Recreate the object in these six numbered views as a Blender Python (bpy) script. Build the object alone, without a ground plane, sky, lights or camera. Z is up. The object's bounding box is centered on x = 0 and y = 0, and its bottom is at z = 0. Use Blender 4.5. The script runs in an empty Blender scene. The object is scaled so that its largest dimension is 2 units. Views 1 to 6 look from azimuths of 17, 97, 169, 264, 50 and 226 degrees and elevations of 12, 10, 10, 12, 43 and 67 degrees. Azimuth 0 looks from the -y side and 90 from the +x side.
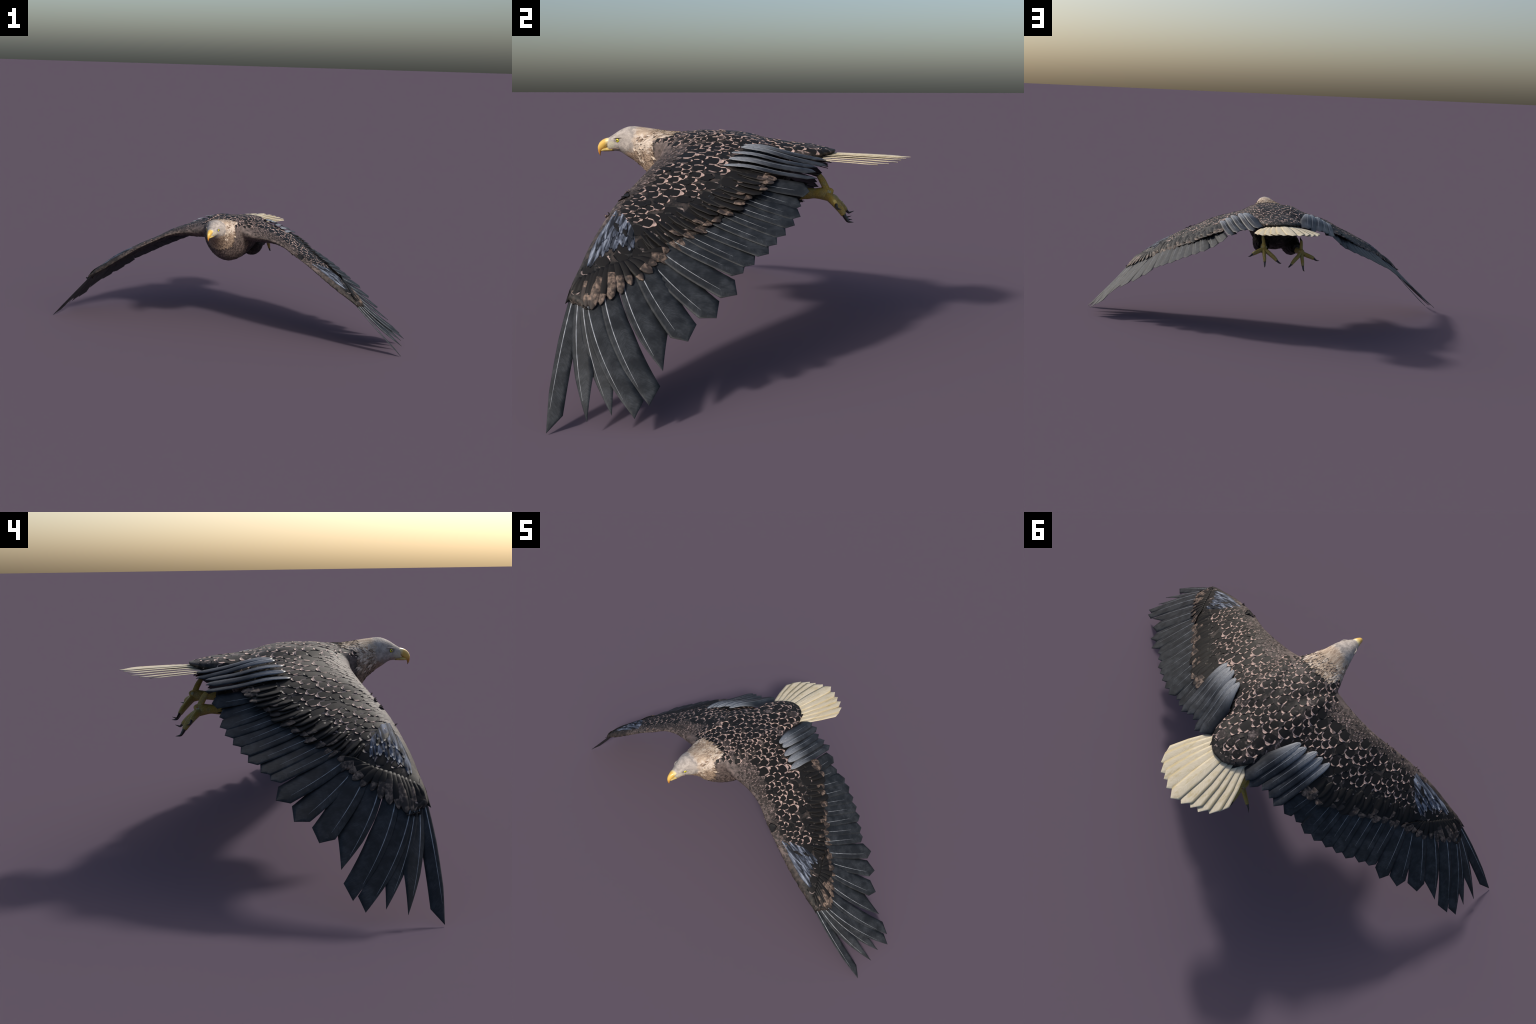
import bpy, bmesh, math, random
from mathutils import Vector, Matrix, noise
from mathutils.bvhtree import BVHTree

random.seed(7)
V = Vector
MIRROR = Matrix.Diagonal((-1, 1, 1, 1))


def lerp_table(tab, x):
    """piecewise-linear lookup in rows (key, v0, v1, ...)"""
    if x <= tab[0][0]:
        return tab[0][1:]
    for a, b in zip(tab, tab[1:]):
        if x <= b[0]:
            f = (x - a[0]) / (b[0] - a[0])
            return tuple(p + (q - p) * f for p, q in zip(a[1:], b[1:]))
    return tab[-1][1:]


def smooth(a, b, x):
    t = min(1, max(0, (x - a) / (b - a)))
    return t * t * (3 - 2 * t)


# ------------------------------------------------------------------ materials
class Nodes:
    def __init__(self, name, rough=0.6, spec=0.4):
        self.mat = bpy.data.materials.new(name)
        self.mat.use_nodes = True
        self.nt = self.mat.node_tree
        self.bsdf = self.nt.nodes["Principled BSDF"]
        self.bsdf.inputs["Roughness"].default_value = rough
        self.bsdf.inputs["Specular IOR Level"].default_value = spec

    def new(self, kind, **kw):
        n = self.nt.nodes.new(kind)
        for k, v in kw.items():
            setattr(n, k, v)
        return n

    def link(self, a, b):
        self.nt.links.new(a, b)

    def coords(self, which="Object"):
        return self.new("ShaderNodeTexCoord").outputs[which]

    def position(self):
        return self.new("ShaderNodeNewGeometry").outputs["Position"]

    def scaled(self, co, scale, loc=(0, 0, 0)):
        m = self.new("ShaderNodeMapping")
        m.inputs["Scale"].default_value = scale
        m.inputs["Location"].default_value = loc
        self.link(co, m.inputs["Vector"])
        return m.outputs["Vector"]

    def noise(self, co, scale, detail=3, rough=0.55, dist=0.0):
        n = self.new("ShaderNodeTexNoise")
        n.inputs["Scale"].default_value = scale
        n.inputs["Detail"].default_value = detail
        n.inputs["Roughness"].default_value = rough
        n.inputs["Distortion"].default_value = dist
        self.link(co, n.inputs["Vector"])
        return n.outputs["Fac"]

    def ramp(self, fac, *stops, interp="LINEAR"):
        r = self.new("ShaderNodeValToRGB")
        r.color_ramp.interpolation = interp
        els = r.color_ramp.elements
        while len(els) < len(stops):
            els.new(0.5)
        for e, (p, c) in zip(els, stops):
            e.position = p
            e.color = (*c, 1) if len(c) == 3 else c
        self.link(fac, r.inputs["Fac"])
        return r.outputs["Color"]

    def mask(self, fac, a, b):
        m = self.new("ShaderNodeMapRange")
        m.interpolation_type = 'SMOOTHSTEP'
        m.inputs["From Min"].default_value = a
        m.inputs["From Max"].default_value = b
        self.link(fac, m.inputs["Value"])
        return m.outputs["Result"]

    def mix(self, fac, a, b, mode="MIX"):
        m = self.new("ShaderNodeMix", data_type='RGBA', blend_type=mode)
        if isinstance(fac, float):
            m.inputs["Factor"].default_value = fac
        else:
            self.link(fac, m.inputs["Factor"])
        for sock, v in ((m.inputs[6], a), (m.inputs[7], b)):
            if isinstance(v, tuple):
                sock.default_value = (*v, 1)
            else:
                self.link(v, sock)
        return m.outputs[2]

    def math(self, op, a, b=0.0):
        m = self.new("ShaderNodeMath", operation=op)
        for sock, v in zip(m.inputs, (a, b)):
            if isinstance(v, (int, float)):
                sock.default_value = v
            else:
                self.link(v, sock)
        return m.outputs[0]

    def xyz(self, co):
        s = self.new("ShaderNodeSeparateXYZ")
        self.link(co, s.inputs[0])
        return s.outputs

    def bump(self, height, strength=0.3, dist=0.002):
        b = self.new("ShaderNodeBump")
        b.inputs["Strength"].default_value = strength
        b.inputs["Distance"].default_value = dist
        self.link(height, b.inputs["Height"])
        self.link(b.outputs["Normal"], self.bsdf.inputs["Normal"])

    def color(self, c):
        if isinstance(c, tuple):
            self.bsdf.inputs["Base Color"].default_value = (*c, 1)
        else:
            self.link(c, self.bsdf.inputs["Base Color"])


BLACK = (0.0085, 0.0077, 0.0074)
PINK = (0.45, 0.32, 0.28)


def mat_plume_dark(name, dark, light, amount, scale=45, rough=0.58):
    n = Nodes(name, rough, 0.18)
    p = n.position()
    f = n.noise(p, scale, 4, 0.6)
    g = n.noise(p, 9, 2)
    m = n.mask(n.math('ADD', n.math('MULTIPLY', f, 0.7), n.math('MULTIPLY', g, 0.3)), 0.62 - amount, 0.80 - amount)
    n.color(n.mix(m, dark, light))
    n.bump(n.noise(p, 420, 2), 0.25, 0.001)
    return n.mat


def mat_plume_rim(name, dark, light, lo, hi, scale=38, rough=0.65):
    """feather border: pale, but broken up so that some borders stay dark"""
    n = Nodes(name, rough, 0.3)
    p = n.position()
    f = n.noise(p, scale, 3, 0.6)
    m = n.mask(f, lo, hi)
    tint = n.mix(n.noise(p, 21, 2), light, tuple(c * 0.62 for c in light))
    n.color(n.mix(m, dark, tint))
    return n.mat


def mat_flight(name, base, pale, edge=0.0, rough=0.55):
    """big quill feathers: slate grey with faint barbs running off the shaft"""
    n = Nodes(name, rough, 0.2)
    co = n.coords()
    s = n.xyz(co)
    ay = n.math('ABSOLUTE', s['Y'])
    comb = n.new("ShaderNodeCombineXYZ")
    n.link(n.math('SUBTRACT', s['X'], n.math('MULTIPLY', ay, 1.1)), comb.inputs[0])
    n.link(n.math('MULTIPLY', s['Y'], 0.25), comb.inputs[1])
    barbs = n.noise(comb.outputs[0], 330, 2, 0.5)
    cloud = n.noise(n.scaled(n.position(), (1, 1, 1)), 26, 4, 0.6)
    c = n.mix(n.mask(cloud, 0.35, 0.75), base, pale)
    c = n.mix(n.mask(barbs, 0.35, 0.7), n.mix(0.5, c, tuple(b * 0.55 for b in base)), c)
    if edge:
        c = n.mix(n.math('MULTIPLY', n.mask(ay, 0.013, 0.021), 0.8), c, (0.012, 0.014, 0.018))
        c = n.mix(n.math('MULTIPLY', n.math('MULTIPLY', n.mask(s['X'], 0.13, 0.02), n.mask(barbs, 0.0, 0.6)), edge), c, (0.22, 0.235, 0.26))  # sunlit sheen at the root, painted as a pale gradient
    n.color(c)
    n.bump(barbs, 0.25, 0.001)
    return n.mat


def mat_simple(name, c, rough=0.5, spec=0.4, var=0.25, scale=60):
    n = Nodes(name, rough, spec)
    p = n.position()
    f = n.noise(p, scale, 3)
    n.color(n.mix(n.mask(f, 0.3, 0.7), tuple(x * (1 - var) for x in c), tuple(min(1, x * (1 + var)) for x in c)))
    return n.mat


def mat_skin():
    """under the feathers: near black, greyer brown on the neck and shoulders"""
    n = Nodes("dark_plumage_base", 0.65, 0.3)
    p = n.position()
    s = n.xyz(p)
    f = n.noise(p, 60, 4, 0.6)
    dark = n.mix(n.mask(f, 0.42, 0.66), (0.007, 0.0065, 0.006), (0.05, 0.038, 0.033))
    grey = n.mix(n.mask(f, 0.3, 0.65), (0.035, 0.028, 0.026), (0.13, 0.10, 0.092))
    front = n.math('MULTIPLY', n.mask(n.math('ADD', s['Y'], n.math('MULTIPLY', f, 0.06)), -0.14, -0.21), n.mask(n.math('ABSOLUTE', s['X']), 0.30, 0.16))
    ax = n.math('ABSOLUTE', s['X'])
    rim = n.mask(n.math('ADD', n.math('ADD', s['Y'], n.math('MULTIPLY', ax, 0.25)), n.math('MULTIPLY', f, 0.03)), -0.135, -0.165)
    arm = n.math('MULTIPLY', n.math('MULTIPLY', rim, n.mask(ax, 0.14, 0.26)), n.math('ADD', n.math('MULTIPLY', n.mask(ax, 0.60, 0.54), 0.8), 0.2))
    brown = n.mix(n.mask(n.noise(p, 90, 4, 0.65), 0.35, 0.65), (0.018, 0.015, 0.014), (0.115, 0.088, 0.080))
    n.color(n.mix(arm, n.mix(front, dark, grey), brown))
    return n.mat


def mat_head(name):
    """pale head: grey-white crown and face, creamy cheek, tan nape, browner throat"""
    n = Nodes(name, 0.75, 0.2)
    co = n.coords()
    s = n.xyz(co)
    st = n.scaled(co, (90, 30, 60))
    streak = n.noise(st, 1.0, 4, 0.65, 0.6)
    blot = n.noise(co, 60, 3, 0.6)
    jig = n.math('MULTIPLY', n.math('SUBTRACT', blot, 0.5), 0.05)
    y = n.math('ADD', s['Y'], jig)
    z = n.math('ADD', s['Z'], jig)
    base = n.mix(n.mask(blot, 0.3, 0.7), (0.26, 0.232, 0.212), (0.41, 0.365, 0.33))
    cream = n.mix(n.mask(streak, 0.35, 0.7), (0.36, 0.28, 0.215), (0.58, 0.50, 0.43))
    tan = n.mix(n.mask(streak, 0.3, 0.7), (0.26, 0.185, 0.13), (0.50, 0.40, 0.305))
    brown = n.mix(n.mask(streak, 0.3, 0.7), (0.14, 0.10, 0.075), (0.35, 0.26, 0.19))
    face = n.mix(n.mask(z, 0.575, 0.555), base, (0.235, 0.215, 0.20))
    c = n.mix(n.mask(y, -0.375, -0.355), face, cream)
    nape = n.math('MULTIPLY', n.mask(y, -0.365, -0.345), n.mask(z, 0.607, 0.617))
    c = n.mix(nape, c, tan)
    throat = n.math('MULTIPLY', n.mask(z, 0.566, 0.552), n.mask(y, -0.41, -0.385))
    c = n.mix(throat, c, brown)
    dark = n.mask(n.noise(n.scaled(co, (260, 75, 190)), 1.0, 3, 0.7), 0.58, 0.74)
    c = n.mix(n.math('MULTIPLY', dark, 0.5), c, (0.14, 0.11, 0.09))
    lore = n.math('MULTIPLY', n.mask(y, -0.428, -0.436), n.mask(z, 0.588, 0.578))
    c = n.mix(n.math('MULTIPLY', lore, 0.6), c, (0.46, 0.43, 0.30))
    # darker skin round the eye and before it
    e = n.new("ShaderNodeCombineXYZ")
    n.link(n.math('ABSOLUTE', s['X']), e.inputs[0])
    n.link(s['Y'], e.inputs[1])
    n.link(s['Z'], e.inputs[2])
    dist = n.new("ShaderNodeVectorMath", operation='DISTANCE')
    n.link(n.scaled(e.outputs[0], (1, 0.75, 1.3)), dist.inputs[0])
    dist.inputs[1].default_value = (0.031, -0.4235 * 0.75, 0.592 * 1.3)
    c = n.mix(n.math('MULTIPLY', n.mask(dist.outputs['Value'], 0.0125, 0.0065), 0.7), c, (0.085, 0.072, 0.065))
    n.color(c)
    n.bump(n.math('ADD', streak, n.noise(co, 300, 2)), 0.5, 0.003)
    return n.mat


def mat_beak():
    n = Nodes("beak_horn", 0.28, 0.5)
    co = n.coords()
    s = n.xyz(co)
    tip = n.mask(n.math('ADD', s['Z'], n.math('MULTIPLY', n.noise(co, 90, 2), 0.008)), 0.577, 0.556)
    c = n.mix(tip, (0.62, 0.395, 0.09), (0.50, 0.205, 0.028))
    hook = n.mask(s['Z'], 0.553, 0.543)
    c = n.mix(hook, c, (0.22, 0.09, 0.02))
    root = n.mask(s['Y'], -0.470, -0.460)
    c = n.mix(root, c, (0.66, 0.54, 0.27))
    n.color(c)
    return n.mat


def mat_foot():
    n = Nodes("scaly_foot_skin", 0.55, 0.35)
    p = n.position()
    v = n.new("ShaderNodeTexVoronoi", feature='DISTANCE_TO_EDGE')
    v.inputs["Scale"].default_value = 150
    n.link(p, v.inputs["Vector"])
    lines = n.mask(v.outputs["Distance"], 0.02, 0.10)
    c = n.mix(n.mask(n.noise(p, 45, 3), 0.35, 0.7), (0.34, 0.245, 0.045), (0.27, 0.24, 0.10))
    c = n.mix(lines, n.mix(0.5, c, (0.12, 0.07, 0.02)), c)
    n.color(c)
    n.bump(lines, 0.4, 0.0015)
    return n.mat


def mat_sole():
    n = Nodes("greenish_sole_pads", 0.6, 0.3)
    p = n.position()
    v = n.new("ShaderNodeTexVoronoi", feature='DISTANCE_TO_EDGE')
    v.inputs["Scale"].default_value = 75
    n.link(p, v.inputs["Vector"])
    n.color(n.mix(n.mask(v.outputs["Distance"], 0.02, 0.08), (0.24, 0.10, 0.04), (0.27, 0.31, 0.20)))
    return n.mat


def mat_covert_tip():
    n = Nodes("brown_covert_tip", 0.65, 0.3)
    s = n.coords()
    f = n.noise(n.scaled(n.position(), (110, 110, 60)), 1.0, 3, 0.6)
    g = n.noise(n.position(), 34, 2)
    c = n.mix(n.mask(f, 0.35, 0.7), (0.030, 0.022, 0.018), (0.20, 0.142, 0.110))
    n.color(n.mix(n.mask(g, 0.47, 0.60), c, (0.025, 0.019, 0.017)))
    return n.mat


def mat_blue_streak():
    n = Nodes("blue_grey_wrist_plume", 0.72, 0.15)
    p = n.position()
    f = n.noise(n.scaled(p, (16, 85, 0)), 1.0, 3, 0.6, 0.5)
    c = n.ramp(f, (0.42, (0.012, 0.014, 0.019)), (0.53, (0.070, 0.082, 0.112)), (0.66, (0.22, 0.245, 0.30)))
    n.color(c)
    return n.mat


def mat_tail():
    n = Nodes("cream_tail_plume", 0.7, 0.25)
    s = n.xyz(n.coords())
    ay = n.math('ABSOLUTE', s['Y'])
    comb = n.new("ShaderNodeCombineXYZ")
    n.link(n.math('SUBTRACT', s['X'], n.math('MULTIPLY', ay, 1.0)), comb.inputs[0])
    n.link(n.math('MULTIPLY', s['Y'], 0.3), comb.inputs[1])
    barbs = n.noise(comb.outputs[0], 240, 2)
    stain = n.noise(n.scaled(n.position(), (60, 18, 60)), 1.0, 4, 0.65)
    c = n.mix(n.mask(stain, 0.48, 0.75), (0.58, 0.51, 0.385), (0.45, 0.365, 0.205))
    c = n.mix(n.mask(barbs, 0.4, 0.7), n.mix(0.25, c, (0.36, 0.30, 0.18)), c)
    c = n.mix(n.math('MULTIPLY', n.mask(ay, 0.019, 0.029), 0.75), c, (0.36, 0.29, 0.16))
    edge = n.mask(n.math('ADD', s['X'], n.math('MULTIPLY', n.noise(n.position(), 40, 3), 0.05)), 0.055, 0.015)
    side = n.mask(ay, 0.006, 0.016)
    c = n.mix(n.math('MULTIPLY', edge, side), c, (0.06, 0.075, 0.085))
    n.color(c)
    n.bump(barbs, 0.2, 0.001)
    return n.mat


M = {}


def build_materials():
    M['skin'] = mat_skin()
    M['head'] = mat_head("pale_head_plumage")
    M['hackle'] = M['head']
    M['beak'] = mat_beak()
    M['gape'] = mat_simple("gape_skin", (0.45, 0.33, 0.10), 0.45)
    M['iris'] = mat_simple("yellow_iris", (0.58, 0.52, 0.02), 0.2, 0.5, 0.15, 400)
    M['pupil'] = mat_simple("black_pupil", (0.004, 0.004, 0.004), 0.1, 0.5, 0.0)
    M['foot'] = mat_foot()
    M['sole'] = mat_sole()
    M['claw'] = mat_simple("black_claw", (0.012, 0.011, 0.011), 0.3, 0.5)
    M['back'] = mat_plume_dark("back_plume", BLACK, (0.15, 0.115, 0.107), 0.05, 70)
    M['rump'] = mat_plume_dark("pale_rump_plume", (0.03, 0.024, 0.023), (0.21, 0.165, 0.155), 0.14, 80)
    M['rump_rim'] = mat_plume_rim("pale_rump_plume_rim", (0.05, 0.04, 0.037), PINK, 0.36, 0.5)
    M['back_rim'] = mat_plume_rim("back_plume_rim", (0.02, 0.016, 0.015), PINK, 0.31, 0.43)
    M['scap'] = mat_plume_dark("wing_plume", BLACK, (0.062, 0.046, 0.039), 0.0, 55)
    M['scap_rim'] = mat_plume_rim("wing_plume_rim", (0.014, 0.012, 0.011), PINK, 0.35, 0.46)
    M['mid'] = mat_plume_dark("dark_wing_plume", BLACK, (0.03, 0.022, 0.018), -0.02, 40)
    M['mid_rim'] = mat_plume_rim("dark_wing_plume_rim", (0.008, 0.008, 0.008), (0.27, 0.21, 0.195), 0.47, 0.58)
    M['edge'] = mat_plume_dark("wing_front_plume", (0.030, 0.024, 0.022), (0.17, 0.130, 0.120), 0.14, 75)
    M['edge_rim'] = mat_plume_rim("wing_front_plume_rim", (0.06, 0.048, 0.044), (0.26, 0.19, 0.175), 0.40, 0.60)
    M['breast'] = mat_plume_dark("breast_plume", (0.036, 0.028, 0.026), (0.14, 0.106, 0.097), 0.18, 80)
    M['breast_rim'] = mat_plume_rim("breast_plume_rim", (0.025, 0.019, 0.018), (0.27, 0.195, 0.175), 0.48, 0.62)
    M['belly'] = mat_plume_dark("belly_plume", (0.012, 0.010, 0.010), (0.035, 0.026, 0.022), 0.0, 50)
    M['belly_rim'] = mat_plume_rim("belly_plume_rim", (0.014, 0.012, 0.011), (0.16, 0.11, 0.085), 0.58, 0.68)
    M['under'] = mat_plume_dark("underwing_plume", (0.010, 0.0095, 0.010), (0.035, 0.029, 0.027), 0.0, 40)
    M['under_rim'] = mat_plume_rim("underwing_plume_rim", (0.012, 0.011, 0.011), (0.10, 0.075, 0.062), 0.5, 0.64)
    M['covert'] = mat_plume_dark("covert_plume", BLACK, (0.025, 0.02, 0.018), 0.0, 40)
    M['covert_tip'] = mat_covert_tip()
    M['blue'] = mat_blue_streak()
    M['blue_rim'] = mat_plume_rim("blue_grey_wrist_rim", (0.02, 0.022, 0.03), (0.24, 0.265, 0.32), 0.40, 0.55)
    M['quill'] = mat_flight("slate_quill_vane", (0.0105, 0.0125, 0.0155), (0.037, 0.0415, 0.048))
    M['tertial'] = mat_flight("painted_sheen_tertial_vane", (0.017, 0.019, 0.023), (0.050, 0.055, 0.064), edge=0.8, rough=0.42)
    M['shaft'] = mat_simple("pale_quill_shaft", (0.20, 0.212, 0.23), 0.5, 0.3, 0.4, 60)
    M['tail'] = mat_tail()
    M['tail_shaft'] = mat_simple("cream_tail_shaft", (0.68, 0.61, 0.46), 0.5, 0.3, 0.1)
    M['hackle_light'] = mat_simple("hackle_cream_plume", (0.52, 0.43, 0.345), 0.75, 0.2, 0.3, 90)
    M['hackle_dark'] = mat_simple("hackle_shadow_plume", (0.22, 0.16, 0.12), 0.7, 0.2, 0.4, 80)


# -------------------------------------------------------------------- helpers
def make_mesh(name, verts, faces, mats, fmat=None, smooth_shade=True):
    me = bpy.data.meshes.new(name)
    me.from_pydata([tuple(v) for v in verts], [], faces)
    for m in mats:
        me.materials.append(m)
    if fmat:
        me.polygons.foreach_set("material_index", fmat)
    if smooth_shade:
        me.polygons.foreach_set("use_smooth", [True] * len(me.polygons))
    me.update()
    return me


def add_object(name, me, parent=None, mat=None):
    ob = bpy.data.objects.new(name, me)
    bpy.context.scene.collection.objects.link(ob)
    if parent is not None:
        ob.parent = parent
    if mat is not None:
        ob.matrix_world = mat
    return ob


def rings_to_mesh(rings, cap=True, base=0):
    """closed rings of equal count -> verts, faces"""
    n = len(rings[0])
    verts = [p for r in rings for p in r]
    faces = []
    for i in range(len(rings) - 1):
        for j in range(n):
            a, b = i * n + j, i * n + (j + 1) % n
            faces.append((base + a, base + b, base + b + n, base + a + n))
    if cap:
        faces.append(tuple(base + j for j in reversed(range(n))))
        k = (len(rings) - 1) * n
        faces.append(tuple(base + k + j for j in range(n)))
    return verts, faces


def catmull(pts, per):
    """smooth curve through points (any dimension Vectors / tuples)"""
    P = [tuple(p) for p in pts]
    P = [tuple(2 * a - b for a, b in zip(P[0], P[1]))] + P + [tuple(2 * a - b for a, b in zip(P[-1], P[-2]))]
    out = []
    for i in range(1, len(P) - 2):
        for k in range(per):
            t = k / per
            out.append(tuple(0.5 * (2 * b + (c - a) * t + (2 * a - 5 * b + 4 * c - d) * t * t + (3 * b - a - 3 * c + d) * t ** 3)
                             for a, b, c, d in zip(P[i - 1], P[i], P[i + 1], P[i + 2])))
    out.append(P[-2])
    return out


def tube(path, n=12, per=5, up=V((0, 0, 1))):
    """path rows: (x, y, z, half width, half height) -> rings of ellipses"""
    pts = catmull(path, per)
    rings = []
    for i, p in enumerate(pts):
        a = V(pts[max(0, i - 1)][:3])
        b = V(pts[min(len(pts) - 1, i + 1)][:3])
        t = (b - a).normalized()
        s = t.cross(up)
        if s.length < 1e-4:
            s = t.cross(V((0, 1, 0)))
        s.normalize()
        u = s.cross(t)
        c = V(p[:3])
        w, h = max(p[3], 2e-4), max(p[4], 2e-4)
        rings.append([c + s * (w * math.cos(k / n * 6.28318)) + u * (h * math.sin(k / n * 6.28318)) for k in range(n)])
    return rings


# ------------------------------------------------------- the one smooth body skin
# y, top z, bottom z, half width, z of the widest place
TRUNK = [
    (-0.460, 0.598, 0.557, 0.016, 0.578), (-0.440, 0.610, 0.557, 0.026, 0.582), (-0.420, 0.623, 0.555, 0.033, 0.586),
    (-0.400, 0.632, 0.542, 0.041, 0.588), (-0.380, 0.636, 0.530, 0.048, 0.586), (-0.360, 0.634, 0.517, 0.054, 0.582),
    (-0.340, 0.632, 0.500, 0.060, 0.576), (-0.320, 0.629, 0.474, 0.071, 0.575), (-0.300, 0.625, 0.447, 0.079, 0.573),
    (-0.270, 0.620, 0.422, 0.097, 0.570), (-0.240, 0.618, 0.404, 0.117, 0.563), (-0.200, 0.621, 0.388, 0.128, 0.550),
    (-0.150, 0.626, 0.379, 0.131, 0.538), (-0.100, 0.621, 0.380, 0.132, 0.532), (-0.040, 0.616, 0.388, 0.130, 0.532),
    (0.030, 0.605, 0.402, 0.125, 0.534), (0.075, 0.597, 0.420, 0.119, 0.540), (0.105, 0.593, 0.448, 0.115, 0.545),
    (0.125, 0.590, 0.480, 0.112, 0.548), (0.145, 0.588, 0.508, 0.109, 0.552), (0.180, 0.585, 0.523, 0.102, 0.554),
    (0.215, 0.578, 0.536, 0.084, 0.557), (0.245, 0.571, 0.551, 0.055, 0.561), (0.262, 0.568, 0.561, 0.025, 0.564)]

# x of the front edge; front (y, z); rear covert edge (x, y, z); upper bulge; lower bulge
WING = [
    (0.040, -0.235, 0.560, 0.040, 0.140, 0.550, 0.058, 0.060),
    (0.100, -0.260, 0.560, 0.100, 0.130, 0.545, 0.062, 0.052),
    (0.160, -0.258, 0.543, 0.170, 0.122, 0.533, 0.046, 0.038),
    (0.250, -0.256, 0.531, 0.260, 0.110, 0.513, 0.031, 0.024),
    (0.330, -0.267, 0.506, 0.345, 0.085, 0.485, 0.024, 0.009),
    (0.400, -0.292, 0.470, 0.412, 0.038, 0.448, 0.021, 0.003),
    (0.470, -0.313, 0.432, 0.484, -0.020, 0.410, 0.027, -0.003),
    (0.540, -0.329, 0.386, 0.555, -0.075, 0.371, 0.034, -0.008),
    (0.610, -0.341, 0.338, 0.628, -0.128, 0.326, 0.040, -0.010),
    (0.670, -0.346, 0.299, 0.698, -0.187, 0.285, 0.034, -0.008),
    (0.720, -0.350, 0.271, 0.752, -0.245, 0.249, 0.024, -0.004),
    (0.762, -0.347, 0.245, 0.784, -0.290, 0.229, 0.012, 0.0)]


def trunk_rings():
    rings = []
    n = 48
    for y, top, bot, hw, zc in catmull(TRUNK, 4):
        ring = []
        for k in range(n):
            a = k / n * 2 * math.pi
            s, c = math.sin(a), math.cos(a)
            e = 0.92 if s > 0 else 1.0
            x = hw * math.copysign(abs(c) ** (0.92 if s > 0 else 1.12), c)
            z = zc + ((top - zc) if s > 0 else (zc - bot)) * math.copysign(abs(s) ** e, s)
            ring.append(V((x, y, z)))
        rings.append(ring)
    return rings


def wing_rings(side):
    rings = []
    rows = catmull(WING, 5)
    m = 22
    for x, ly, lz, tx, ty, tz, up, low in rows:
        top, bottom = [], []
        for k in range(m + 1):
            c = (k / m) ** 1.7
            inner = 1 - smooth(0.22, 0.36, x)
            f = math.sqrt(c) * ((1 - c) / 0.385 * (1 - inner) + (1 - c * c) / 0.535 * inner)
            g = math.sqrt(c) * (1 - c) / 0.385
            px, py, pz = x + (tx - x) * c, ly + (ty - ly) * c, lz + (tz - lz) * c
            e = 0.0035 * min(1, c * 6)
            top.append(V((side * px, py, pz + up * f + e)))
            bottom.append(V((side * px, py, pz - low * g - e)))
        ring = top + bottom[-1:0:-1]
        rings.append(ring if side > 0 else ring[::-1])
    return rings


def thigh_rings(side):
    dz = 0.006 if side > 0 else -0.004
    path = [(0.070, -0.060, 0.475, 0.026, 0.032), (0.074, -0.030, 0.458, 0.038, 0.052), (0.077, 0.010, 0.440 + dz, 0.045, 0.060),
            (0.080, 0.052, 0.432 + dz, 0.046, 0.055), (0.084, 0.095, 0.434 + dz, 0.037, 0.041),
            (0.087, 0.135, 0.436 + dz, 0.026, 0.027), (0.088, 0.168, 0.436 + dz, 0.018, 0.019)]
    path = [(side * p[0],) + p[1:] for p in path]
    return tube(path, 20, 4)


def build_skin():
    verts, faces = [], []
    for rings in (trunk_rings(), wing_rings(1), wing_rings(-1), thigh_rings(1), thigh_rings(-1)):
        v, f = rings_to_mesh(rings, True, len(verts))
        verts += v
        faces += f
    me = make_mesh("body_source", verts, faces, [M['skin']])
    bm = bmesh.new()
    bm.from_mesh(me)
    bmesh.ops.recalc_face_normals(bm, faces=bm.faces)
    bm.to_mesh(me)
    bm.free()
    ob = add_object("body_source", me)
    r = ob.modifiers.new("union", 'REMESH')
    r.mode = 'VOXEL'
    r.voxel_size = 0.0042
    s = ob.modifiers.new("soften", 'SMOOTH')
    s.factor = 0.5
    s.iterations = 6
    dg = bpy.context.evaluated_depsgraph_get()
    ev = ob.evaluated_get(dg)
    out = bpy.data.meshes.new_from_object(ev)
    bpy.data.objects.remove(ob)
    return out


def pale_border(x, z):
    """y where the pale head plumage ends"""
    return -0.297 + 0.055 * smooth(0.592, 0.613, z) - 0.03 * smooth(0.50, 0.46, z)


def region_of(c):
    x, y, z = c
    ax = abs(x)
    if y < -0.340 and ax < 0.1:
        return 'head'
    if y < pale_border(x, z) and ax < 0.105:
        return 'neck'
    wing_in = 0.135 + 0.03 * smooth(0.0, 0.12, y)
    if ax > wing_in:
        return 'wing'
    if y > 0.03 and ax > 0.035 and z < (0.462 if y > 0.1 else 0.418):
        return 'thigh'
    return 'torso'


SKIN = {}


def split_skin(me, root):
    """cut the one smooth skin into named regions; borders coincide and keep the whole skin's normals"""
    nv = [v.normal.copy() for v in me.vertices]
    buckets = {}
    for p in me.polygons:
        r = region_of(p.center)
        key = r
        if r in ('wing', 'thigh'):
            key = r + ('+' if p.center.x > 0 else '-')
        buckets.setdefault(key, []).append(p)
    for key, polys in buckets.items():
        idx = {}
        verts, faces = [], []
        for p in polys:
            f = []
            for v in p.vertices:
                if v not in idx:
                    idx[v] = len(verts)
                    verts.append(me.vertices[v].co)
                f.append(idx[v])
            faces.append(f)
        name = key.rstrip('+-')
        sub = make_mesh(name, verts, faces, [M['head'] if name in ('head', 'neck') else M['skin']])
        normals = [None] * len(verts)
        for v, i in idx.items():
            normals[i] = nv[v]
        sub.normals_split_custom_set_from_vertices(normals)
        SKIN[key] = add_object({'thigh': 'thigh'}.get(name, name), sub, root)


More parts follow.
